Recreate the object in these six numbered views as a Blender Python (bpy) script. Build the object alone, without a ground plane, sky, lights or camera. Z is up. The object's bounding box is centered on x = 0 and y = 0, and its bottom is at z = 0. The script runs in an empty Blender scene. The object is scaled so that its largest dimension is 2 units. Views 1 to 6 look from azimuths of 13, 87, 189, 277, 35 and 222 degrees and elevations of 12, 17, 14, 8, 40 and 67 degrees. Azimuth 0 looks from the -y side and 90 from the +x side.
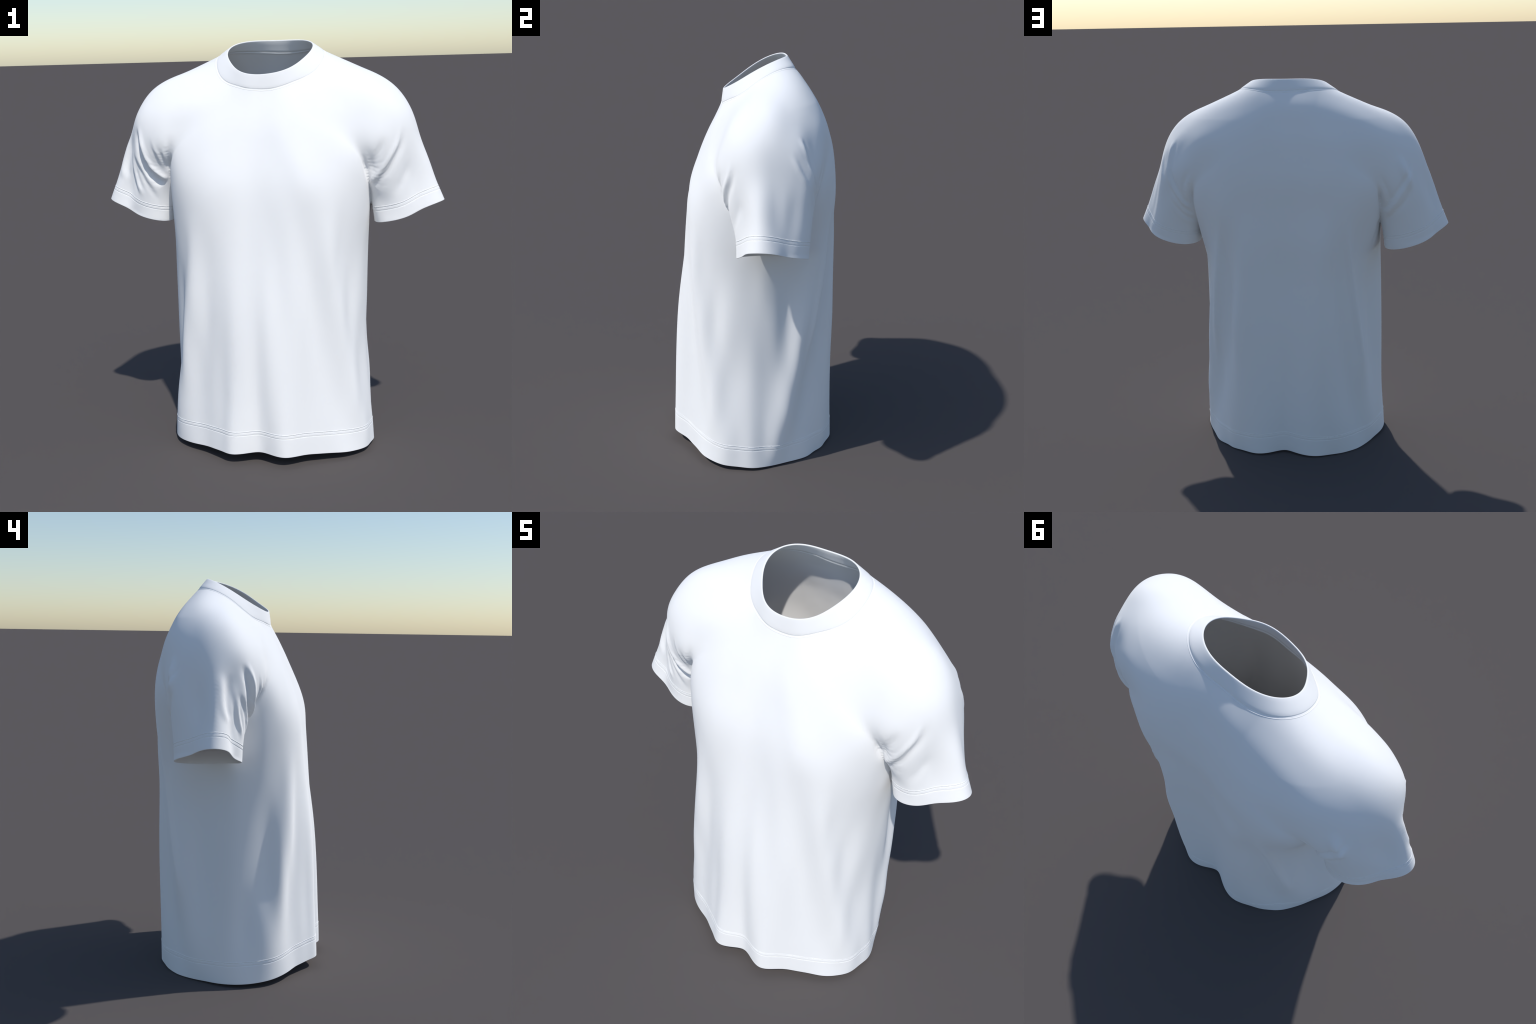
# A plain white crew-neck t-shirt standing on its hem as if worn by an invisible body.
# The cloth is described by cross-sections: horizontal sections of the torso (radius
# around a vertical axis), cross-sections of the two sleeves around a bent arm axis,
# and closed curves for the neckline, the cuffs and the hem.  The sections are joined
# into one smooth skin, folds are laid on it along spines, and the skin is then
# separated into torso, sleeves, cuffs and hem band; collar and stitching are lofted.
import bpy
import numpy as np

# ------------------------------------------------------------------ dimensions
AXIS_Y = 0.05                       # torso sections are measured around x = 0, y = AXIS_Y
# height -> radii at equal angles, from the front (-y) over the wearer's left (+x)
TORSO = {
    0: (.420, .445, .482, .475, .460, .466, .483, .512, .527, .532, .523, .518, .498, .475, .459, .452, .445, .427, .422, .408, .402, .393, .362, .321, .307, .329, .361, .386, .397, .403, .416, .428, .440, .447, .456, .469, .492, .512, .525, .527, .520, .504, .485, .466, .466, .475, .484, .449),
    0.1: (.425, .448, .479, .471, .459, .465, .479, .500, .519, .530, .518, .512, .493, .486, .462, .451, .441, .430, .429, .416, .405, .391, .362, .328, .313, .331, .361, .387, .401, .414, .423, .428, .435, .450, .465, .474, .491, .510, .517, .524, .522, .504, .479, .462, .461, .469, .480, .451),
    0.28: (.428, .452, .469, .463, .454, .457, .467, .487, .517, .510, .500, .495, .480, .482, .482, .446, .425, .427, .429, .424, .408, .386, .357, .331, .318, .330, .359, .386, .406, .418, .420, .419, .435, .457, .463, .468, .485, .500, .495, .508, .515, .501, .468, .452, .450, .453, .465, .448),
    0.5: (.430, .448, .454, .452, .449, .445, .459, .492, .500, .484, .478, .478, .467, .464, .472, .473, .428, .416, .420, .429, .410, .382, .352, .329, .320, .329, .353, .385, .412, .416, .414, .425, .462, .462, .446, .453, .477, .497, .488, .481, .487, .503, .467, .443, .439, .441, .450, .442),
    0.75: (.419, .429, .429, .437, .439, .436, .471, .491, .474, .481, .481, .476, .471, .465, .452, .471, .473, .435, .409, .435, .416, .381, .349, .328, .323, .329, .349, .383, .414, .416, .420, .450, .459, .448, .435, .446, .473, .494, .490, .476, .469, .487, .479, .440, .429, .430, .432, .423),
    1: (.385, .392, .401, .416, .422, .441, .479, .475, .477, .484, .484, .480, .478, .467, .458, .459, .468, .473, .423, .424, .420, .381, .347, .326, .321, .327, .345, .380, .414, .417, .441, .456, .453, .450, .446, .453, .469, .488, .491, .487, .477, .471, .468, .439, .419, .409, .400, .388),
    1.2: (.358, .365, .381, .400, .417, .442, .470, .482, .495, .502, .500, .496, .490, .492, .500, .501, .492, .486, .461, .439, .420, .385, .353, .336, .331, .336, .354, .386, .421, .442, .470, .478, .490, .494, .490, .484, .483, .486, .491, .498, .490, .477, .461, .442, .421, .398, .378, .362),
    1.35: (.334, .341, .356, .378, .407, .430, .453, .479, .501, .512, .511, .505, .503, .509, .522, .534, .536, .509, .485, .456, .415, .379, .351, .336, .331, .334, .350, .378, .410, .451, .489, .513, .531, .529, .515, .500, .490, .490, .498, .504, .496, .477, .454, .428, .404, .381, .357, .339),
    1.5: (.292, .299, .320, .349, .380, .425, .477, .493, .491, .490, .505, .527, .535, .501, .461, .414, .368, .340, .331, .340, .366, .409, .461, .509, .539, .523, .497, .479, .479, .483, .472, .426, .385, .345, .320, .299),
    1.62: (.249, .256, .271, .288, .315, .355, .401, .429, .441, .448, .464, .482, .486, .470, .439, .392, .347, .321, .313, .321, .344, .383, .432, .468, .486, .480, .459, .440, .433, .422, .396, .357, .317, .287, .267, .254),
    1.72: (.201, .210, .232, .258, .309, .364, .395, .423, .434, .409, .355, .305, .290, .303, .349, .400, .429, .420, .390, .359, .306, .258, .226, .209),
    1.8: (.169, .173, .185, .201, .230, .278, .316, .349, .364, .347, .305, .266, .255, .266, .299, .338, .356, .345, .313, .274, .224, .198, .184, .175),
    1.87: (.155, .155, .159, .165, .176, .202, .236, .274, .296, .283, .249, .228, .221, .230, .250, .277, .285, .269, .235, .199, .171, .161, .159, .157),
    1.94: (.137, .135, .132, .131, .136, .152, .178, .214, .229, .214, .188, .174, .172, .177, .190, .212, .221, .208, .177, .150, .132, .128, .132, .136),
    2.02: (.117, .113, .103, .094, .093, .100, .120, .148, .155, .141, .127, .121, .122, .125, .131, .142, .151, .143, .117, .099, .091, .093, .102, .113),
}

# bent axis of the arm (for +x; mirrored for -x): quadratic curve
ARM_AXIS = np.array([(0.15, 0.08, 1.74), (0.52, 0.085, 1.68), (0.675, 0.088, 1.17)])
# position along the arm -> radii at equal angles, from the top/outside over the back
SLEEVE_LEFT = {
    0: (.163, .194, .195, .184, .186, .182, .183, .190, .200, .201, .186, .161, .132, .105, .082, .068, .075, .113),
    0.2: (.200, .216, .220, .218, .222, .221, .212, .200, .189, .182, .180, .181, .181, .177, .167, .167, .171, .185),
    0.4: (.238, .222, .217, .221, .240, .241, .219, .191, .171, .162, .166, .182, .206, .229, .229, .233, .242, .238),
    0.52: (.220, .210, .211, .209, .228, .239, .213, .183, .161, .153, .159, .180, .211, .240, .242, .238, .241, .237),
    0.64: (.183, .176, .185, .200, .200, .217, .203, .179, .159, .149, .154, .178, .211, .222, .219, .208, .206, .203),
    0.76: (.160, .149, .152, .173, .182, .190, .190, .177, .163, .154, .154, .172, .195, .196, .182, .166, .175, .188),
    0.88: (.151, .132, .132, .150, .168, .176, .180, .178, .169, .162, .166, .180, .177, .172, .156, .147, .166, .182),
    1: (.158, .126, .122, .132, .148, .164, .178, .181, .178, .176, .180, .189, .183, .166, .149, .153, .180, .191),
}
SLEEVE_RIGHT = {
    0: (.163, .192, .190, .187, .181, .177, .180, .189, .199, .202, .189, .167, .141, .115, .090, .069, .075, .114),
    0.2: (.197, .213, .217, .221, .215, .216, .209, .198, .188, .183, .183, .187, .192, .191, .187, .171, .171, .184),
    0.4: (.233, .215, .214, .225, .236, .237, .215, .189, .170, .164, .169, .188, .217, .242, .241, .233, .236, .244),
    0.52: (.217, .203, .198, .203, .222, .231, .207, .179, .160, .154, .162, .185, .221, .252, .244, .238, .240, .230),
    0.64: (.184, .172, .175, .183, .198, .209, .195, .173, .156, .152, .161, .181, .207, .218, .216, .211, .197, .202),
    0.76: (.152, .141, .151, .162, .171, .183, .182, .170, .156, .151, .162, .178, .192, .190, .181, .170, .174, .189),
    0.88: (.144, .126, .127, .137, .151, .164, .174, .173, .164, .153, .165, .182, .184, .172, .157, .144, .177, .183),
    1: (.148, .115, .110, .117, .131, .151, .172, .183, .180, .172, .177, .195, .186, .160, .142, .153, .185, .190),
}

# hem height as a function of direction: 1, cos, cos 2, cos 3, sin
HEM_HEIGHT = (0.0207, 0.0236, 0.0102, -0.0015, 0.0009)
HEM_BAND = 0.106                    # height of the stitched hem
CUFF_BAND = 0.071
ARMPIT_TUCK = 0.014                 # how deep the cloth is pinched where sleeve and body meet
# relief at the top of a folded-up band: distance from its edge -> height
BAND_EDGE = ((-.0178, -.0156, -.0134, -.0022, .0000, .0020, .0045),
             (.0009, -.0010, .0009, .0009, -.0012, .0018, .0000))
# neckline curves in a tilted frame: (origin, rise per unit depth, radius series, height series)
NECK_SEAM = ((0, .045, 1.85), (.37, .21),
             (.2272, -.0015, .0238, .0265, .0015, 0, .0214, -.005, -.0003, -.0012, .0036),
             (.0192, .0021, -.0105, .0178, -.0011, .0002, .0074, .0025, .0007, -.0017, .0047))
NECK_RIM = ((0, .04, 1.91), (.31, .18),
            (.1921, .0005, .0115, .0144, .0005, -.0009, .0125, -.0036, -.0002, 0, .0023),
            (.0166, .004, -.008, .0084, -.0022, .0005, .0021, .0009, .0006, .0001, .0011))
WEAVE = 0.05                        # roughness of the knit
CLOTH = 0.006                       # thickness of the cloth
CELL = 0.007                        # size of the mesh cells

# ------------------------------------------------------------------ splines
def natural_spline(knots):
    k = np.array(knots, float); n = len(k); h = np.diff(k)
    A = np.zeros((n, n)); B = np.zeros((n, n)); A[0, 0] = A[-1, -1] = 1
    for i in range(1, n - 1):
        A[i, i - 1], A[i, i], A[i, i + 1] = h[i - 1], 2 * (h[i - 1] + h[i]), h[i]
        B[i, i - 1], B[i, i + 1], B[i, i] = 6 / h[i - 1], 6 / h[i], -6 / h[i - 1] - 6 / h[i]
    M = np.linalg.solve(A, B)

    def weights(x):
        x = np.clip(x, k[0], k[-1])
        i = np.clip(np.searchsorted(k, x, side='right') - 1, 0, n - 2)
        t = x - k[i]; u = k[i + 1] - x; hh = h[i]; r = np.arange(len(x))
        W = np.zeros((len(x), n)); W[r, i] += u / hh; W[r, i + 1] += t / hh
        return W + ((u**3 / hh - hh * u) / 6)[:, None] * M[i] + ((t**3 / hh - hh * t) / 6)[:, None] * M[i + 1]
    return weights


def ring_spline(n):
    C = np.zeros((n, n))
    for i in range(n):
        C[i, i], C[i, (i + 1) % n], C[i, (i - 1) % n] = 4 / 6, 1 / 6, 1 / 6
    Ci = np.linalg.inv(C)

    def weights(a):
        x = (a / (2 * np.pi) * n) % n; i = np.floor(x).astype(int) % n; t = x - np.floor(x)
        W = np.zeros((len(a), n)); r = np.arange(len(a))
        for o, w in ((-1, (1 - t)**3 / 6), (0, (3*t**3 - 6*t**2 + 4) / 6), (1, (-3*t**3 + 3*t**2 + 3*t + 1) / 6), (2, t**3 / 6)):
            W[r, (i + o) % n] += w
        return W @ Ci
    return weights


class Sections:
    """Radius as a smooth function of (position along an axis, angle), from a few sections."""
    def __init__(self, table):
        self.lo, self.hi = min(table), max(table)
        s = np.linspace(self.lo, self.hi, 700); a = np.arange(720) * 2 * np.pi / 720
        R = np.array([ring_spline(len(r))(a) @ np.array(r) for r in table.values()])
        self.grid = natural_spline(list(table))(s) @ R

    def __call__(self, s, a):
        x = np.clip((s - self.lo) / (self.hi - self.lo), 0, 1) * 698.999
        y = (a / (2 * np.pi) * 720) % 720
        i = x.astype(int); j = y.astype(int) % 720; k = (j + 1) % 720; x = x - i; y = y - np.floor(y)
        G = self.grid
        return (G[i, j] * (1 - x) + G[i + 1, j] * x) * (1 - y) + (G[i, k] * (1 - x) + G[i + 1, k] * x) * y


torso_radius = Sections(TORSO)
sleeve_radius = {1: Sections(SLEEVE_LEFT), -1: Sections(SLEEVE_RIGHT)}

_A, _B, _C = ARM_AXIS[0] - 2 * ARM_AXIS[1] + ARM_AXIS[2], 2 * (ARM_AXIS[1] - ARM_AXIS[0]), ARM_AXIS[0]
_t = np.linspace(0, 1, 2001)
_s = np.r_[0, np.cumsum(np.linalg.norm(np.diff(_A * _t[:, None]**2 + _B * _t[:, None] + _C, axis=0), axis=1))]
ARM_LENGTH = _s[-1]


def arm_coordinates(P, side):
    """angle around the arm axis, distance from it, and position along it (1 = cuff)"""
    Q = P * np.array([side, 1, 1]); n = len(Q)
    best = np.full(n, 1e9); t = np.zeros(n)
    for u in np.linspace(0, 1, 15):
        d = ((Q - (_A * u * u + _B * u + _C))**2).sum(1); m = d < best; best[m] = d[m]; t[m] = u
    for _ in range(4):                          # nearest point of the curve
        v = _A * (t * t)[:, None] + _B * t[:, None] + _C - Q; d1 = 2 * _A * t[:, None] + _B
        t = np.clip(t - np.clip((v * d1).sum(1) / np.maximum((d1 * d1).sum(1) + 2 * v @ _A, .05), -.07, .07), 0, 1)
    T = 2 * _A * t[:, None] + _B; T /= np.linalg.norm(T, axis=1, keepdims=True)
    C = _A * (t * t)[:, None] + _B * t[:, None] + _C
    ext = np.where(t > .999, np.clip(((Q - C) * T).sum(1), 0, .25), 0); C = C + ext[:, None] * T
    s = (np.interp(t, _t, _s) + ext) / ARM_LENGTH
    out = np.stack([-T[:, 2], np.zeros(n), T[:, 0]], 1); out /= np.linalg.norm(out, axis=1, keepdims=True)
    v = Q - C
    return np.arctan2(v[:, 1], (v * out).sum(1)), np.linalg.norm(v, axis=1), s


def torso_field(P):
    a = np.arctan2(P[:, 0], -(P[:, 1] - AXIS_Y)); r = np.hypot(P[:, 0], P[:, 1] - AXIS_Y)
    return (r - torso_radius(P[:, 2], a)) * (1 - .4 * np.clip((P[:, 2] - 1.6) / .2, 0, 1))


def sleeve_field(P, side):
    f = np.full(len(P), 9.0); m = (P[:, 0] * side > -.12) & (P[:, 2] > .95)
    a, d, s = arm_coordinates(P[m], side)
    f[m] = d - sleeve_radius[side](s, a)
    return f


def blend(a, b, k):
    h = np.clip(.5 + .5 * (b - a) / k, 0, 1)
    return b + (a - b) * h - k * h * (1 - h)


def skin_field(P):
    w = np.clip((P[:, 2] - 1.38) / .34, 0, 1); k = .006 + .114 * w * w * (3 - 2 * w)
    f = torso_field(P)
    for side in (1, -1):
        f = blend(f, sleeve_field(P, side), k)
    return f


# ------------------------------------------------------------------ curves
def series(c, a):
    v = np.full_like(a, c[0])
    for k in range(1, (len(c) + 1) // 2):
        v = v + c[2 * k - 1] * np.cos(k * a) + c[2 * k] * np.sin(k * a)
    return v


def frame(curve):
    o, (dy, dz) = np.array(curve[0], float), curve[1]
    e2 = np.array([0, dy, dz]); e2 /= np.linalg.norm(e2)
    return o, np.array([1., 0, 0]), e2, np.cross([1., 0, 0], e2)


def neck_curve(curve, a):
    o, e1, e2, n = frame(curve)
    return o + series(curve[2], a)[:, None] * (np.cos(a)[:, None] * e1 + np.sin(a)[:, None] * e2) + series(curve[3], a)[:, None] * n


def seam_on_skin(a):
    """The neck seam laid exactly on the skin."""
    o, e1, e2, n = frame(NECK_SEAM); h = series(NECK_SEAM[3], a)
    u = np.cos(a)[:, None] * e1 + np.sin(a)[:, None] * e2
    lo_, hi_ = np.full_like(a, .12), np.full_like(a, .36); r = np.linspace(.14, .34, 201)
    P = (o + r[None, :, None] * u[:, None] + (h[:, None] * n)[:, None]).reshape(-1, 3)
    f = skin_field(P).reshape(len(a), -1); k = np.arange(len(a))
    near = np.abs(r[None] - series(NECK_SEAM[2], a)[:, None])
    cross = (f[:, :-1] < 0) & (f[:, 1:] >= 0); i = np.where(cross, near[:, :-1], 9).argmin(1)
    w = f[k, i] / (f[k, i] - f[k, i + 1]); R = r[i] + w * (r[1] - r[0])
    R = np.where(cross.any(1) & (np.abs(R - series(NECK_SEAM[2], a)) < .03), R, series(NECK_SEAM[2], a))
    c = np.fft.rfft(R); c[10:] = 0; R = np.fft.irfft(c, len(a))
    return o + R[:, None] * u + h[:, None] * n


def neck_distance(P):
    """distance from the neck seam, > 0 on the neck side"""
    w = above_neck_seam(P); d = np.full(len(P), .2); m = np.where(np.linalg.norm(P - (0, .045, 1.85), axis=1) < .42)[0]
    for c in np.array_split(m, max(1, len(m) // 4000)):
        d[c] = np.linalg.norm(P[c, None] - SEAM[None], axis=2).min(1) if len(c) else d[c]
    return np.sign(w) * d


def above_neck_seam(P):
    """> 0 on the neck side of the collar seam (signed distance along the skin, roughly)."""
    o, e1, e2, n = frame(NECK_SEAM)
    d = P - o; u = d @ e1; v = d @ e2; a = np.arctan2(v, u)
    w = d @ n - series(NECK_SEAM[3], a)
    return np.where(np.hypot(u, v) < .36, w * 1.0, -1)


def hem_height(P):
    a = np.arctan2(P[:, 0], -(P[:, 1] - AXIS_Y)); h = HEM_HEIGHT
    return h[0] + h[1] * np.cos(a) + h[2] * np.cos(2 * a) + h[3] * np.cos(3 * a) + h[4] * np.sin(a)


def above_hem(P):
    return P[:, 2] - hem_height(P)


def above_cuff(P, side):
    """distance up the sleeve from the cuff edge"""
    z0 = 1.170 if side > 0 else 1.163
    x = P[:, 0] * side - .68; y = P[:, 1] - .03; z = P[:, 2] - z0
    u = .957 * x + .29 * z; a = np.arctan2(y, u)
    return -.29 * x + .957 * z - (.004 * np.cos(a) - .0056 * np.sin(a) + .009 * np.cos(2 * a) - .0025 * np.sin(2 * a) - .001)


def in_sleeve(P):
    f = torso_field(P); g = np.full(len(P), -1.0)
    for side in (1, -1):
        g = np.maximum(g, np.minimum(P[:, 0] * side - .495, f - sleeve_field(P, side)))
    return g


# ------------------------------------------------------------------ skin mesh
def skin_mesh():
    lo = np.array([-.9, -.46, -.04]); n = np.ceil((np.array([.9, .52, 2.03]) - lo) / CELL).astype(int) // 4 * 4 + 5
    ax = [lo[i] + CELL * np.arange(n[i]) for i in range(3)]
    coarse = np.stack(np.meshgrid(*[a[::4] for a in ax], indexing='ij'), -1); cs = coarse.shape[:3]
    fc = skin_field(coarse.reshape(-1, 3)).reshape(cs).astype(np.float32)
    f = fc
    for axis in range(3):                       # trilinear refinement of the far field
        m = n[axis]; x = np.arange(m) / 4; i = np.minimum(x.astype(int), cs[axis] - 2); w = (x - i).astype(np.float32)
        sh = [1, 1, 1]; sh[axis] = m; w = w.reshape(sh)
        f = np.take(f, i, axis) * (1 - w) + np.take(f, i + 1, axis) * w
    near = np.argwhere(np.abs(f) < .035)
    P = lo + near * CELL
    f[tuple(near.T)] = np.concatenate([skin_field(c) for c in np.array_split(P, max(1, len(P) // 300000))])
    inside = f < 0
    total = np.zeros([m - 1 for m in n], np.uint8)
    corners = [(i, j, k) for i in (0, 1) for j in (0, 1) for k in (0, 1)]
    cut = lambda A, c: A[c[0]:A.shape[0] - 1 + c[0], c[1]:A.shape[1] - 1 + c[1], c[2]:A.shape[2] - 1 + c[2]]
    for c in corners:
        total += cut(inside, c)
    cells = np.argwhere((total > 0) & (total < 8))
    number = np.full(total.shape, -1, np.int32); number[tuple(cells.T)] = np.arange(len(cells))
    acc = np.zeros((len(cells), 3)); cnt = np.zeros(len(cells))
    for c in corners:                           # vertex of a cell: mean of its edge crossings
        for axis in range(3):
            if c[axis]:
                continue
            a = cells + c; b = a.copy(); b[:, axis] += 1
            fa, fb = f[tuple(a.T)], f[tuple(b.T)]; m = (fa < 0) != (fb < 0)
            u = np.where(m, fa / np.where(m, fa - fb, 1), 0)
            p = a.astype(float); p[:, axis] += u
            acc[m] += p[m]; cnt[m] += 1
    V = lo + acc / cnt[:, None] * CELL
    quads = []
    for axis in range(3):
        b, c = (axis + 1) % 3, (axis + 2) % 3
        A = np.swapaxes(inside, 0, axis); A = A[:-1] != A[1:]; A = np.swapaxes(A, 0, axis)
        e = np.argwhere(A); e = e[(e[:, b] > 0) & (e[:, c] > 0) & (e[:, b] < n[b] - 1) & (e[:, c] < n[c] - 1)]
        ring = []
        for db, dc in ((1, 1), (0, 1), (0, 0), (1, 0)):
            q = e.copy(); q[:, b] -= db; q[:, c] -= dc; ring.append(number[tuple(q.T)])
        q = np.stack(ring, 1); out = inside[tuple(e.T)]
        q[~out] = q[~out][:, ::-1]
        quads.append(q)
    Q = np.vstack(quads); Q = Q[(Q >= 0).all(1)]
    edges = np.vstack([Q[:, [0, 1]], Q[:, [1, 2]], Q[:, [2, 3]], Q[:, [3, 0]]])
    for step in range(8):                       # even out the cells, keep them on the surface
        acc = np.zeros_like(V); cnt = np.zeros(len(V))
        for i, j in ((0, 1), (1, 0)):
            for k in range(3):
                acc[:, k] += np.bincount(edges[:, i], V[edges[:, j], k], len(V))
            cnt += np.bincount(edges[:, i], minlength=len(V))
        V = V + .5 * (acc / np.maximum(cnt, 1)[:, None] - V)
        if step % 2:
            e = .002; f0 = skin_field(V)
            G = np.stack([skin_field(V + np.eye(3)[k] * e) - skin_field(V - np.eye(3)[k] * e) for k in range(3)], 1) / (2 * e)
            V = V - np.clip(f0 / np.maximum((G**2).sum(1), .2), -.01, .01)[:, None] * G
    T = np.vstack([Q[:, [0, 1, 2]], Q[:, [0, 2, 3]]])
    return V, T


def slice_mesh(V, T, g, snap=.22):
    """Insert vertices so that no triangle straddles g = 0."""
    d = g(V); P = np.sort(np.vstack([T[:, [0, 1]], T[:, [1, 2]], T[:, [2, 0]]]), 1); P = np.unique(P, axis=0)
    a, b = P.T; x = (d[a] < 0) != (d[b] < 0); x &= (np.abs(d[a]) < .05) & (np.abs(d[b]) < .05)
    u = d[a] / np.where(x, d[a] - d[b], 1)
    for end, other, w in ((a, b, u), (b, a, 1 - u)):        # pull close vertices onto the line
        m = x & (w < snap) & (np.abs(d[end]) > 1e-9)
        V = V.copy(); V[end[m]] += (V[other[m]] - V[end[m]]) * w[m][:, None]; d[end[m]] = 0
    d[np.abs(d) < 1e-9] = 0
    x = (d[a] * d[b] < 0) & (np.abs(d[a]) < .05) & (np.abs(d[b]) < .05)
    a, b = a[x], b[x]; u = d[a] / (d[a] - d[b])
    new = len(V) + np.arange(len(a)); V = np.vstack([V, V[a] + (V[b] - V[a]) * u[:, None]])
    N = len(V); key = a.astype(np.int64) * N + b; order = np.argsort(key); key, new = key[order], new[order]

    def mid(i, j):
        q = np.minimum(i, j).astype(np.int64) * N + np.maximum(i, j)
        k = np.clip(np.searchsorted(key, q), 0, max(len(key) - 1, 0))
        return np.where(key[k] == q, new[k], -1) if len(key) else np.full(len(i), -1)
    M = np.stack([mid(T[:, 0], T[:, 1]), mid(T[:, 1], T[:, 2]), mid(T[:, 2], T[:, 0])], 1)
    c = (M >= 0).sum(1); out = [T[c == 0]]
    for k in range(3):
        i, j, l = k, (k + 1) % 3, (k + 2) % 3
        m = (c == 1) & (M[:, i] >= 0); t_, n_ = T[m], M[m, i]
        out += [np.stack([t_[:, i], n_, t_[:, l]], 1), np.stack([n_, t_[:, j], t_[:, l]], 1)]
        m = (c == 2) & (M[:, j] < 0); t_ = T[m]; p, q = M[m, i], M[m, l]     # corner i is cut off
        out += [np.stack([t_[:, i], p, q], 1), np.stack([p, t_[:, j], t_[:, l]], 1), np.stack([p, t_[:, l], q], 1)]
    return V, np.vstack(out)


def level_loops(V, T, N, g, level):
    """Closed polylines where g = level on the mesh, with normals."""
    d = g(V) - level + 1e-7; seg = []
    for k in range(3):
        i, j, l = T[:, k], T[:, (k + 1) % 3], T[:, (k + 2) % 3]
        m = ((d[i] < 0) != (d[j] < 0)) & ((d[i] < 0) != (d[l] < 0)) & (np.abs(d[i]) < .05) & (np.abs(d[j]) < .05) & (np.abs(d[l]) < .05)
        seg.append(np.stack([i[m], j[m], i[m], l[m]], 1))
    seg = np.vstack(seg); nV = len(V); ends = []
    for q in (seg[:, :2], seg[:, 2:]):
        q = np.sort(q, 1); ends.append(q[:, 0].astype(np.int64) * nV + q[:, 1])
    keys, idx = np.unique(np.concatenate(ends), return_inverse=True); idx = idx.reshape(2, -1)
    a, b = keys // nV, keys % nV; u = (d[a] / (d[a] - d[b]))[:, None]
    P = V[a] + u * (V[b] - V[a]); NN = N[a] + u * (N[b] - N[a])
    nb = {}
    for i, j in idx.T:
        nb.setdefault(int(i), []).append(int(j)); nb.setdefault(int(j), []).append(int(i))
    loops, seen = [], set()
    for s in nb:
        if s in seen:
            continue
        loop = [s]; seen.add(s)
        while True:
            nx = [q for q in nb[loop[-1]] if q not in seen]
            if not nx:
                break
            loop.append(nx[0]); seen.add(nx[0])
        if len(loop) > 40:
            loops.append((P[loop], NN[loop]))
    return loops


def vertex_normals(V, T):
    n = np.cross(V[T[:, 1]] - V[T[:, 0]], V[T[:, 2]] - V[T[:, 0]]); N = np.zeros_like(V)
    for c in range(3):
        for k in range(3):
            N[:, k] += np.bincount(T[:, c], n[:, k], len(V))
    return N / np.maximum(np.linalg.norm(N, axis=1, keepdims=True), 1e-12)


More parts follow.
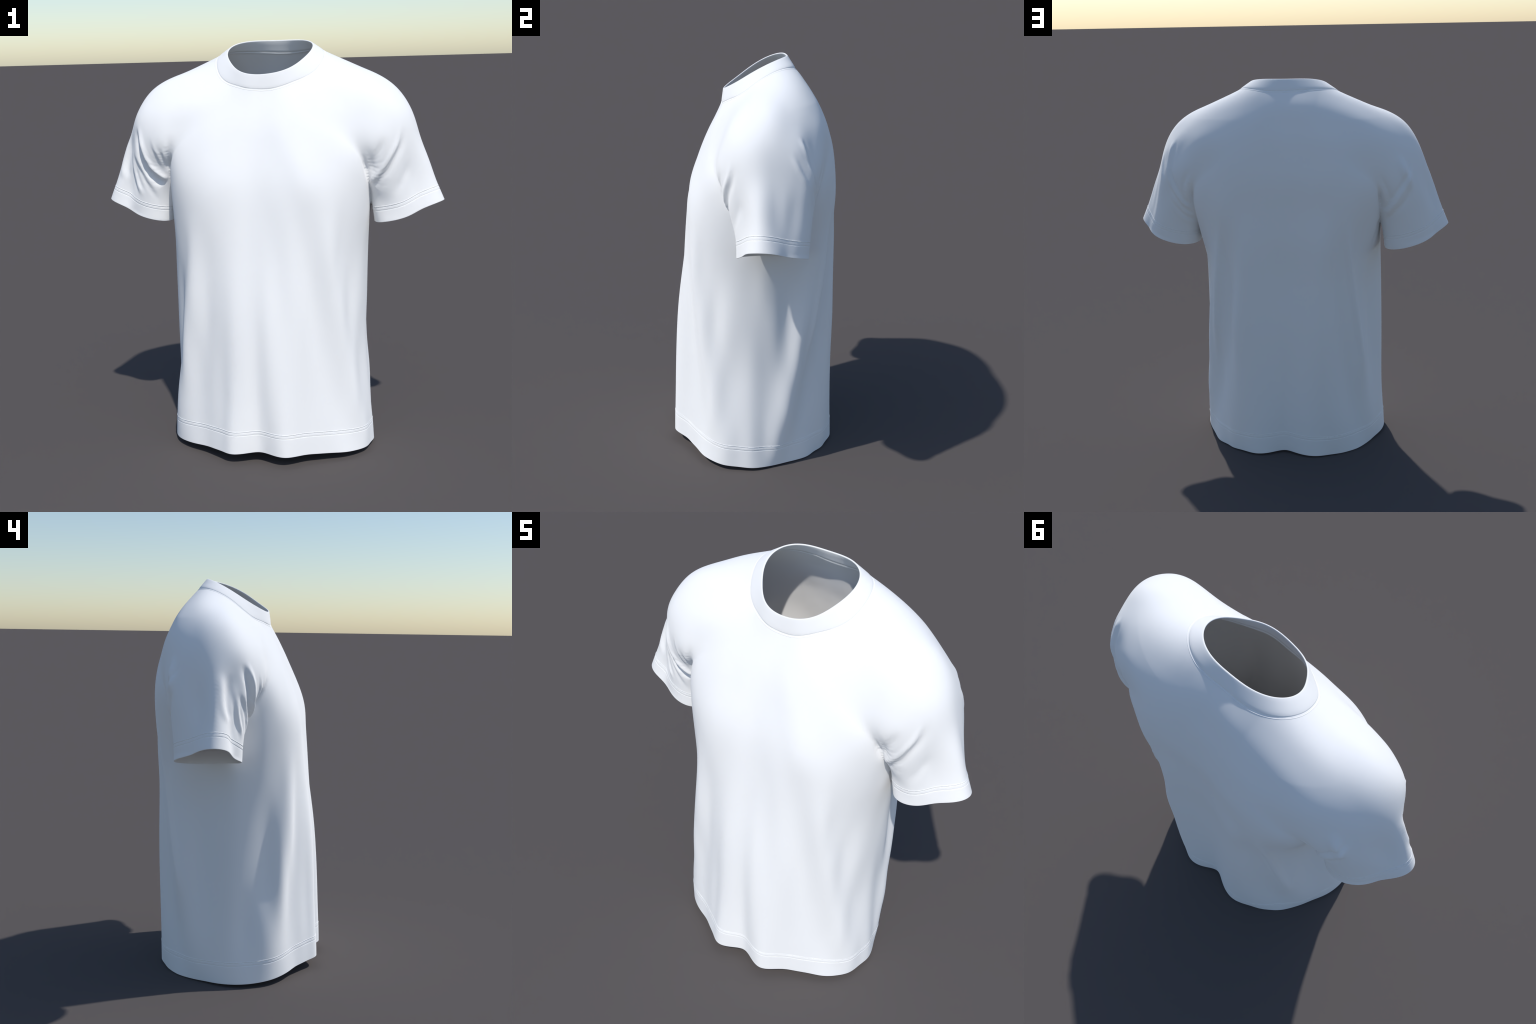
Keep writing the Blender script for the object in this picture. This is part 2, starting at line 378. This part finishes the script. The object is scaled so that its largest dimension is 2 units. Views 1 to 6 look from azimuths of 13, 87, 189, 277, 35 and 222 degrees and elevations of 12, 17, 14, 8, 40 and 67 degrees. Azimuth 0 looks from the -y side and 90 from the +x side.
# ------------------------------------------------------------------ folds
FOLDS = [
    dict(spine=[(-0.639, -0.089, 1.613), (-0.620, -0.119, 1.531), (-0.599, -0.125, 1.461), (-0.575, -0.118, 1.406), (-0.540, -0.108, 1.367), (-0.502, -0.080, 1.333)],  # right sleeve, front: main fold under the arm
         rise=0.016, width=0.013, dip=0.024, shift=-0.028, dip_width=0.017, fade=(0.4, 0.08)),
    dict(spine=[(-0.554, -0.148, 1.561), (-0.542, -0.154, 1.506), (-0.527, -0.148, 1.464), (-0.511, -0.128, 1.419), (-0.497, -0.103, 1.379)],  # right sleeve, front: second fold
         rise=0.006, width=0.009, dip=0.004, shift=-0.016, dip_width=0.012, fade=(0.5, 0.3)),
    dict(spine=[(-0.499, -0.166, 1.507), (-0.490, -0.144, 1.449), (-0.485, -0.113, 1.403), (-0.489, -0.092, 1.368)],  # right sleeve, front: third fold
         rise=0.005, width=0.009, dip=0.007, shift=-0.014, dip_width=0.01, fade=(0.4, 0.4)),
    dict(spine=[(-0.683, -0.058, 1.469), (-0.651, -0.087, 1.400), (-0.617, -0.094, 1.334), (-0.579, -0.084, 1.266), (-0.544, -0.061, 1.209)],  # right sleeve, front: lower fold
         rise=-0.007, width=0.012, dip=-0.004, shift=0.02, dip_width=0.012, fade=(0.25, 0.5)),
    dict(spine=[(-0.708, -0.020, 1.504), (-0.698, -0.044, 1.434), (-0.689, -0.053, 1.363), (-0.674, -0.063, 1.296), (-0.651, -0.072, 1.225)],  # right sleeve, front: lowest fold
         rise=-0.004, width=0.012, dip=-0.003, shift=0.02, dip_width=0.014, fade=(0.4, 0.3)),
    dict(spine=[(-0.452, -0.164, 1.580), (-0.458, -0.166, 1.507), (-0.475, -0.138, 1.444), (-0.486, -0.097, 1.378)],  # right sleeve, front: armhole crease
         rise=-0.009, width=0.012, fade=(0.5, 0.15)),
    dict(spine=[(0.640, -0.093, 1.599), (0.639, -0.102, 1.550), (0.630, -0.111, 1.509), (0.608, -0.122, 1.464), (0.582, -0.126, 1.419), (0.547, -0.118, 1.371), (0.500, -0.076, 1.323)],  # left sleeve, front: main fold under the arm
         rise=0.011, width=0.011, dip=0.009, shift=0.024, dip_width=0.02, fade=(0.35, 0.1)),
    dict(spine=[(0.583, -0.137, 1.554), (0.561, -0.147, 1.501), (0.538, -0.144, 1.455), (0.517, -0.128, 1.407), (0.509, -0.109, 1.366)],  # left sleeve, front: hollow above the main fold
         rise=-0.008, width=0.018, fade=(0.4, 0.2)),
    dict(spine=[(0.593, -0.111, 1.367), (0.566, -0.109, 1.343), (0.545, -0.097, 1.318), (0.527, -0.073, 1.287)],  # left sleeve, front: small fold below
         rise=0.004, width=0.012, dip=0.003, shift=0.02, dip_width=0.014, fade=(0.5, 0.5)),
    dict(spine=[(0.680, -0.062, 1.439), (0.670, -0.066, 1.381), (0.648, -0.080, 1.324), (0.618, -0.082, 1.253)],  # left sleeve, front: soft drape
         rise=-0.005, width=0.02, fade=(0.4, 0.4)),
    dict(spine=[(0.498, -0.159, 1.526), (0.504, -0.149, 1.471), (0.509, -0.133, 1.423), (0.509, -0.113, 1.375), (0.502, -0.091, 1.341)],  # left side, front: armhole crease
         rise=-0.008, width=0.013, fade=(0.6, 0.3)),
    dict(spine=[(0.626, 0.226, 1.621), (0.611, 0.269, 1.538), (0.595, 0.281, 1.481), (0.568, 0.290, 1.430), (0.541, 0.286, 1.381), (0.507, 0.257, 1.342)],  # left sleeve, back: main crease
         rise=-0.012, width=0.009, dip=-0.008, shift=-0.02, dip_width=0.013, fade=(0.4, 0.1)),
    dict(spine=[(0.617, 0.273, 1.456), (0.590, 0.280, 1.409), (0.559, 0.278, 1.356), (0.528, 0.257, 1.317), (0.501, 0.227, 1.296)],  # left sleeve, back: second crease
         rise=-0.01, width=0.009, dip=-0.006, shift=-0.018, dip_width=0.011, fade=(0.5, 0.1)),
    dict(spine=[(0.629, 0.267, 1.395), (0.587, 0.275, 1.348), (0.551, 0.259, 1.300), (0.518, 0.229, 1.269), (0.499, 0.198, 1.255)],  # left sleeve, back: third crease
         rise=-0.009, width=0.01, dip=-0.004, shift=-0.018, dip_width=0.012, fade=(0.6, 0.1)),
    dict(spine=[(0.476, 0.331, 1.563), (0.511, 0.319, 1.510), (0.534, 0.306, 1.459), (0.539, 0.298, 1.424), (0.533, 0.285, 1.381)],  # left side, back: armhole edge
         rise=-0.008, width=0.012, dip=-0.006, shift=0.022, dip_width=0.014, fade=(0.5, 0.2)),
    dict(spine=[(-0.640, 0.210, 1.583), (-0.625, 0.246, 1.522), (-0.592, 0.279, 1.448), (-0.558, 0.283, 1.401), (-0.526, 0.263, 1.353), (-0.498, 0.233, 1.331)],  # right sleeve, back: main crease
         rise=-0.012, width=0.009, dip=-0.009, shift=0.022, dip_width=0.014, fade=(0.4, 0.1)),
    dict(spine=[(-0.660, 0.226, 1.479), (-0.638, 0.253, 1.420), (-0.608, 0.264, 1.366), (-0.570, 0.264, 1.330), (-0.542, 0.246, 1.294), (-0.513, 0.213, 1.266)],  # right sleeve, back: second fold
         rise=-0.007, width=0.012, dip=-0.004, shift=-0.02, dip_width=0.014, fade=(0.4, 0.2)),
    dict(spine=[(-0.493, 0.321, 1.540), (-0.519, 0.305, 1.471), (-0.535, 0.290, 1.418), (-0.530, 0.270, 1.366)],  # right side, back: armhole edge
         rise=-0.008, width=0.012, dip=-0.006, shift=-0.022, dip_width=0.014, fade=(0.5, 0.2)),
    dict(spine=[(0.596, 0.204, 1.694), (0.612, 0.233, 1.630), (0.618, 0.256, 1.564), (0.604, 0.278, 1.494)],  # left sleeve, outside: rear ridge
         rise=0.007, width=0.014, dip=0.005, shift=0.022, dip_width=0.014, fade=(0.3, 0.3)),
    dict(spine=[(0.665, 0.163, 1.626), (0.671, 0.198, 1.566), (0.669, 0.223, 1.519), (0.657, 0.255, 1.459)],  # left sleeve, outside: small rear ridge
         rise=0.005, width=0.012, dip=0.004, shift=0.02, dip_width=0.012, fade=(0.4, 0.4)),
    dict(spine=[(-0.711, 0.008, 1.562), (-0.733, 0.003, 1.489), (-0.758, -0.008, 1.398), (-0.758, -0.028, 1.325)],  # right sleeve, outside: front drape
         rise=0.007, width=0.016, dip=0.007, shift=0.036, dip_width=0.018, fade=(0.35, 0.2)),
    dict(spine=[(-0.684, -0.061, 1.446), (-0.677, -0.064, 1.374), (-0.661, -0.072, 1.316), (-0.637, -0.079, 1.257)],  # right sleeve, outside: narrow drape
         rise=0.006, width=0.009, dip=0.005, shift=0.016, dip_width=0.009, fade=(0.4, 0.25)),
    dict(spine=[(-0.487, 0.206, 1.289), (-0.476, 0.190, 1.224), (-0.461, 0.198, 1.168), (-0.436, 0.240, 1.127)],  # right side, back: hollow under the arm
         rise=-0.01, width=0.022, fade=(0.3, 0.5)),
    dict(spine=[(0.335, 0.395, 1.330), (0.342, 0.375, 1.200), (0.358, 0.338, 0.990), (0.383, 0.302, 0.740), (0.397, 0.262, 0.520), (0.405, 0.240, 0.380)],  # left side, back: long drape from the shoulder blade
         rise=0.024, width=0.020, dip=0.009, dip_width=0.045, fade=(0.3, 0.4)),
    dict(spine=[(-0.335, 0.395, 1.330), (-0.342, 0.375, 1.200), (-0.358, 0.338, 0.990), (-0.383, 0.302, 0.740), (-0.397, 0.262, 0.520), (-0.405, 0.240, 0.380)],  # right side, back: long drape from the shoulder blade
         rise=0.024, width=0.020, dip=0.009, dip_width=0.045, fade=(0.3, 0.4)),
    dict(spine=[(-0.590, 0.275, 1.640), (-0.605, 0.272, 1.600), (-0.628, 0.264, 1.525), (-0.643, 0.245, 1.460), (-0.650, 0.240, 1.410)],  # right sleeve, back: puckered bulge
         rise=0.022, width=0.024, fade=(0.5, 0.5)),
]


def smooth_path(points, n=220):
    p = np.array(points, float); k = np.r_[0, np.cumsum(np.linalg.norm(np.diff(p, axis=0), axis=1))]
    return natural_spline(k)(np.linspace(0, k[-1], n)) @ p


def lay_folds(V, N):
    D = np.zeros(len(V))
    for f in FOLDS:
        C = smooth_path(f['spine']); T = np.gradient(C, axis=0); T /= np.linalg.norm(T, axis=1, keepdims=True)
        e = .004; G = np.stack([skin_field(C + np.eye(3)[k] * e) - skin_field(C - np.eye(3)[k] * e) for k in range(3)], 1)
        G /= np.linalg.norm(G, axis=1, keepdims=True)
        w = f['width']; reach = 3.2 * w + abs(f.get('shift', 0)) + .01
        m = np.where(((V > C.min(0) - reach) & (V < C.max(0) + reach)).all(1))[0]
        if not len(m):
            continue
        d = np.concatenate([np.linalg.norm(V[q, None] - C[None], axis=2) for q in np.array_split(m, len(m) // 2000 + 1)]); i = d.argmin(1); d = d[np.arange(len(m)), i]
        keep = d < reach; m, i, d = m[keep], i[keep], d[keep]
        v = V[m] - C[i]; t_ = T[i]; v = v - (v * t_).sum(1)[:, None] * t_
        u = (np.cross(G[i], t_) * v).sum(1)      # distance across the fold, along the skin
        s = i / (len(C) - 1); a, b = f.get('fade', (.25, .35))
        q = np.clip(s / a, 0, 1); e = np.clip((1 - s) / b, 0, 1); taper = q * q * (3 - 2 * q) * e * e * (3 - 2 * e)
        facing = np.clip(((N[m] * G[i]).sum(1) - .1) / .5, 0, 1)
        D[m] += taper * facing * (f['rise'] * np.exp(-(u / w)**2) - f.get('dip', 0) * np.exp(-((u - f.get('shift', 0)) / f.get('dip_width', w))**2))
    return D


# ------------------------------------------------------------------ objects
def material(name, colour, rough, weave):
    m = bpy.data.materials.new(name); m.use_nodes = True; nt = m.node_tree; nd = nt.nodes; b = nd['Principled BSDF']
    b.inputs['Roughness'].default_value = rough; b.inputs['Specular IOR Level'].default_value = .05; b.inputs['Diffuse Roughness'].default_value = .15; b.inputs['Sheen Weight'].default_value = 1; b.inputs['Sheen Roughness'].default_value = 1
    tc = nd.new('ShaderNodeTexCoord'); nz = nd.new('ShaderNodeTexNoise'); nz.inputs['Scale'].default_value = 9; nz.inputs['Detail'].default_value = 4
    rp = nd.new('ShaderNodeValToRGB'); c = colour
    rp.color_ramp.elements[0].color = (c[0] * .993, c[1] * .993, c[2] * .993, 1); rp.color_ramp.elements[1].color = (*c, 1)
    rp.color_ramp.elements[0].position, rp.color_ramp.elements[1].position = .3, .7
    nt.links.new(tc.outputs['Object'], nz.inputs['Vector']); nt.links.new(nz.outputs['Fac'], rp.inputs['Fac']); nt.links.new(rp.outputs['Color'], b.inputs['Base Color'])
    # knit surface: loops far smaller than a pixel, seen only in how they scatter light
    wn = nd.new('ShaderNodeTexWhiteNoise'); wn.noise_dimensions = '3D'
    geo = nd.new('ShaderNodeNewGeometry'); cen = nd.new('ShaderNodeVectorMath'); cen.operation = 'SUBTRACT'; cen.inputs[1].default_value = (.5, .5, .5)
    amt = nd.new('ShaderNodeVectorMath'); amt.operation = 'SCALE'; amt.inputs['Scale'].default_value = weave * 2
    add = nd.new('ShaderNodeVectorMath'); nrm = nd.new('ShaderNodeVectorMath'); nrm.operation = 'NORMALIZE'
    for x, y in ((tc.outputs['Object'], wn.inputs['Vector']), (wn.outputs['Color'], cen.inputs[0]), (cen.outputs[0], amt.inputs[0]),
                 (geo.outputs['Normal'], add.inputs[0]), (amt.outputs[0], add.inputs[1]), (add.outputs[0], nrm.inputs[0]), (nrm.outputs[0], b.inputs['Normal'])):
        nt.links.new(x, y)
    return m


JERSEY = material('white_jersey', (.94, .94, .94), .9, WEAVE)
RIBBED = material('white_rib_knit', (.94, .94, .94), .9, WEAVE)
THREAD = material('white_thread', (.94, .94, .94), .9, WEAVE)


def make_object(name, V, faces, mat, parent, normals=None):
    me = bpy.data.meshes.new(name); me.from_pydata(V.tolist(), [], faces.tolist()); me.materials.append(mat)
    me.polygons.foreach_set('use_smooth', np.ones(len(me.polygons), bool)); me.update()
    if normals is not None:
        me.normals_split_custom_set_from_vertices(normals.tolist())
    ob = bpy.data.objects.new(name, me); bpy.context.scene.collection.objects.link(ob); ob.parent = parent
    return ob


def tube(name, loops, radius, sink, parent, spacing=.006):
    VV, FF, base = [], [], 0
    for P, N in loops:
        k = np.r_[0, np.cumsum(np.linalg.norm(np.diff(np.vstack([P, P[:1]]), axis=0), axis=1))]
        n = max(60, int(k[-1] / spacing)); x = np.linspace(0, k[-1], n, endpoint=False)
        P2 = np.stack([np.interp(x, k, np.r_[P[:, c], P[:1, c]]) for c in range(3)], 1)
        N2 = np.stack([np.interp(x, k, np.r_[N[:, c], N[:1, c]]) for c in range(3)], 1)
        for _ in range(3):
            P2 = .5 * P2 + .25 * (np.roll(P2, 1, 0) + np.roll(P2, -1, 0)); N2 = .5 * N2 + .25 * (np.roll(N2, 1, 0) + np.roll(N2, -1, 0))
        N2 /= np.linalg.norm(N2, axis=1, keepdims=True)
        T = np.roll(P2, -1, 0) - np.roll(P2, 1, 0); T /= np.linalg.norm(T, axis=1, keepdims=True); B = np.cross(T, N2)
        a = np.arange(8) * np.pi / 4
        R = P2[:, None] + N2[:, None] * (-sink + radius * np.cos(a))[None, :, None] + B[:, None] * (radius * np.sin(a))[None, :, None]
        i = np.arange(n)[:, None]; j = np.arange(8)[None]; q = lambda r, s: base + (r % n) * 8 + s % 8
        FF.append(np.stack([q(i, j), q(i + 1, j), q(i + 1, j + 1), q(i, j + 1)], -1).reshape(-1, 4)); VV.append(R.reshape(-1, 3)); base += n * 8
    return make_object(name, np.vstack(VV), np.vstack(FF), THREAD, parent)


def loft(name, rings, mat, parent):
    """Closed tube of closed rings (each n x 3)."""
    R = np.array(rings); m, n = R.shape[:2]
    i = np.arange(m)[:, None]; j = np.arange(n)[None]; q = lambda r, s: (r % m) * n + s % n
    F = np.stack([q(i, j), q(i, j + 1), q(i + 1, j + 1), q(i + 1, j)], -1).reshape(-1, 4)
    return make_object(name, R.reshape(-1, 3), F, mat, parent)


shirt = bpy.data.objects.new('t_shirt', None); bpy.context.scene.collection.objects.link(shirt)
shirt['label'] = 'plain white crew-neck t-shirt with short sleeves, standing upright'
shirt['category'] = 't-shirt'

angles = np.linspace(0, 2 * np.pi, 360, endpoint=False)
SEAM = seam_on_skin(angles)
V, T = skin_mesh()
cuff_zone = lambda P, side, lift: np.where((P[:, 0] * side > .45) & (np.abs(above_cuff(P, side) - lift) < .08) & (torso_field(P) > sleeve_field(P, side)), above_cuff(P, side) - lift, 1.0)
V, T = slice_mesh(V, T, above_neck_seam)
V, T = slice_mesh(V, T, above_hem)
for side in (1, -1):
    V, T = slice_mesh(V, T, lambda P: cuff_zone(P, side, 0))
c = V[T].mean(1)
drop = (above_neck_seam(c) > 0) | (above_hem(c) < 0)
for side in (1, -1):
    drop |= (c[:, 0] * side > .45) & (above_cuff(c, side) < 0) & (sleeve_field(c, side) < torso_field(c)) & (c[:, 2] > .9)
drop |= (np.abs(c[:, 0]) > .53) & (c[:, 2] < 1.09)
T = T[~drop]
for lift in BAND_EDGE[0]:                       # rows of vertices for the step and the stitched groove
    V, T = slice_mesh(V, T, lambda P: above_hem(P) - HEM_BAND - lift, .03)
    for side in (1, -1):
        V, T = slice_mesh(V, T, lambda P: cuff_zone(P, side, CUFF_BAND + lift), .03)
V, T = slice_mesh(V, T, in_sleeve)
used, inv = np.unique(T, return_inverse=True); V = V[used]; T = inv.reshape(-1, 3)
T = T[(T[:, 0] != T[:, 1]) & (T[:, 1] != T[:, 2]) & (T[:, 2] != T[:, 0])]

# which part each triangle belongs to
c = V[T].mean(1); part = np.zeros(len(T), int)
part[above_hem(c) < HEM_BAND] = 1
sl = in_sleeve(c) > 0
for k, side in ((2, 1), (3, -1)):
    part[sl & (c[:, 0] * side > 0)] = k
    part[sl & (c[:, 0] * side > 0) & (above_cuff(c, side) < CUFF_BAND)] = k + 2
loops = {}
rest = V.copy()
N = vertex_normals(V, T)
def band(d, top):
    return np.interp(d - top, *BAND_EDGE)


relief = band(above_hem(rest), HEM_BAND)
tuck = np.zeros(len(rest)); f = torso_field(rest)
for side in (1, -1):
    g = sleeve_field(rest, side); m = (rest[:, 0] * side > .45) & (g < f)
    relief = np.where(m, band(above_cuff(rest, side), CUFF_BAND), relief)
    tuck += np.exp(-((f - g) / .011)**2) * np.clip((1.47 - rest[:, 2]) / .06, 0, 1) * np.clip((rest[:, 2] - 1.325) / .07, 0, 1) * np.clip(1.5 - np.abs(f) / .03, 0, 1)
lay = lay_folds(V, N) - ARMPIT_TUCK * tuck
for _ in range(4):                              # cloth does not kink: even the folds out over the mesh
    total = np.zeros(len(V)); share = np.zeros(len(V))
    for i, j in ((0, 1), (1, 2), (2, 0), (1, 0), (2, 1), (0, 2)):
        total += np.bincount(T[:, i], lay[T[:, j]], len(V)); share += np.bincount(T[:, i], minlength=len(V))
    lay = .5 * lay + .5 * total / np.maximum(share, 1)
V = V + N * (lay + relief)[:, None]
N = vertex_normals(V, T)

# inner face of the cloth and the cut edges
nV = len(V); inner = V - N * CLOTH
E = np.vstack([T[:, [0, 1]], T[:, [1, 2]], T[:, [2, 0]]]); owner = np.tile(np.arange(len(T)), 3)
key = np.sort(E, 1); key = key[:, 0].astype(np.int64) * nV + key[:, 1]
_, first, count = np.unique(key, return_index=True, return_counts=True)
rim = first[count == 1]; re = E[rim]
ends, inv = np.unique(re, return_inverse=True); inv = inv.reshape(-1, 2)
rimN = np.zeros((len(ends), 3))                # outward along the cloth at the cut edge
side_dir = np.cross(V[re[:, 1]] - V[re[:, 0]], N[re[:, 0]])
for k in range(2):
    np.add.at(rimN, inv[:, k], side_dir)
rimN /= np.maximum(np.linalg.norm(rimN, axis=1, keepdims=True), 1e-12)
lip = .5 * (V[ends] + inner[ends]) + rimN * CLOTH * .35
allV = np.vstack([V, inner, lip]); allN = np.vstack([N, -N, rimN])
L = 2 * nV + inv
F = np.vstack([T, T[:, ::-1] + nV,
               np.stack([re[:, 1], re[:, 0], L[:, 0]], 1), np.stack([re[:, 1], L[:, 0], L[:, 1]], 1),
               np.stack([L[:, 1], L[:, 0], re[:, 0] + nV], 1), np.stack([L[:, 1], re[:, 0] + nV, re[:, 1] + nV], 1)])
label = np.r_[part, part, np.tile(part[owner[rim]], 4)]


def take(name, k, mat, parent):
    f = F[label == k]; u, inv_ = np.unique(f, return_inverse=True)
    return make_object(name, allV[u], inv_.reshape(-1, 3), mat, parent, allN[u])


torso = take('torso', 0, JERSEY, shirt)
hem = take('hem_band', 1, JERSEY, shirt)
for k, side in ((2, 1), (3, -1)):
    sleeve = take('sleeve', k, JERSEY, shirt)
    take('cuff', k + 2, JERSEY, sleeve)
    m = (part == k) | (part == k + 2); Ts = T[m]
    lp = []
    for lift in (CUFF_BAND - .0156,):
        dist = above_cuff(rest, side)
        lp += level_loops(V, Ts, N, lambda P: dist, lift)
    tube('cuff_stitching', lp, .0011, .0006, sleeve)
dist = above_hem(rest); Th = T[(part < 2)]
tube('hem_stitching', level_loops(V, Th, N, lambda P: dist, HEM_BAND - .0156), .0011, .0006, hem)

# collar: a folded rib-knit band between the seam and the rim
seam, top = SEAM, neck_curve(NECK_RIM, angles)
out = np.cross(np.roll(seam, -1, 0) - np.roll(seam, 1, 0), top - seam); out /= np.linalg.norm(out, axis=1, keepdims=True)
profile = ((-.03, -.004), (-.012, .0002), (.02, .0018), (.06, .0026), (.25, .0032), (.5, .0033), (.75, .0032), (.94, .0030),
           (.985, .0026), (1.01, .0012), (1.015, -.0008), (1.0, -.0028), (.95, -.0036), (.6, -.004), (.2, -.004), (-.02, -.005))
collar = loft('collar', [seam + (top - seam) * s + out * o for s, o in profile], RIBBED, shirt)
profile = ((.04, -.0036), (.03, -.0045), (.0, -.0050), (-.10, -.0084), (-.115, -.0075), (-.11, -.005), (0, -.003))
loft('neck_tape', [seam + (top - seam) * s + out * o for s, o in profile], RIBBED, collar)
dist = neck_distance(rest)
tube('collar_stitching', level_loops(V, T[part == 0], N, lambda P: dist, -.009), .0014, .0003, collar)
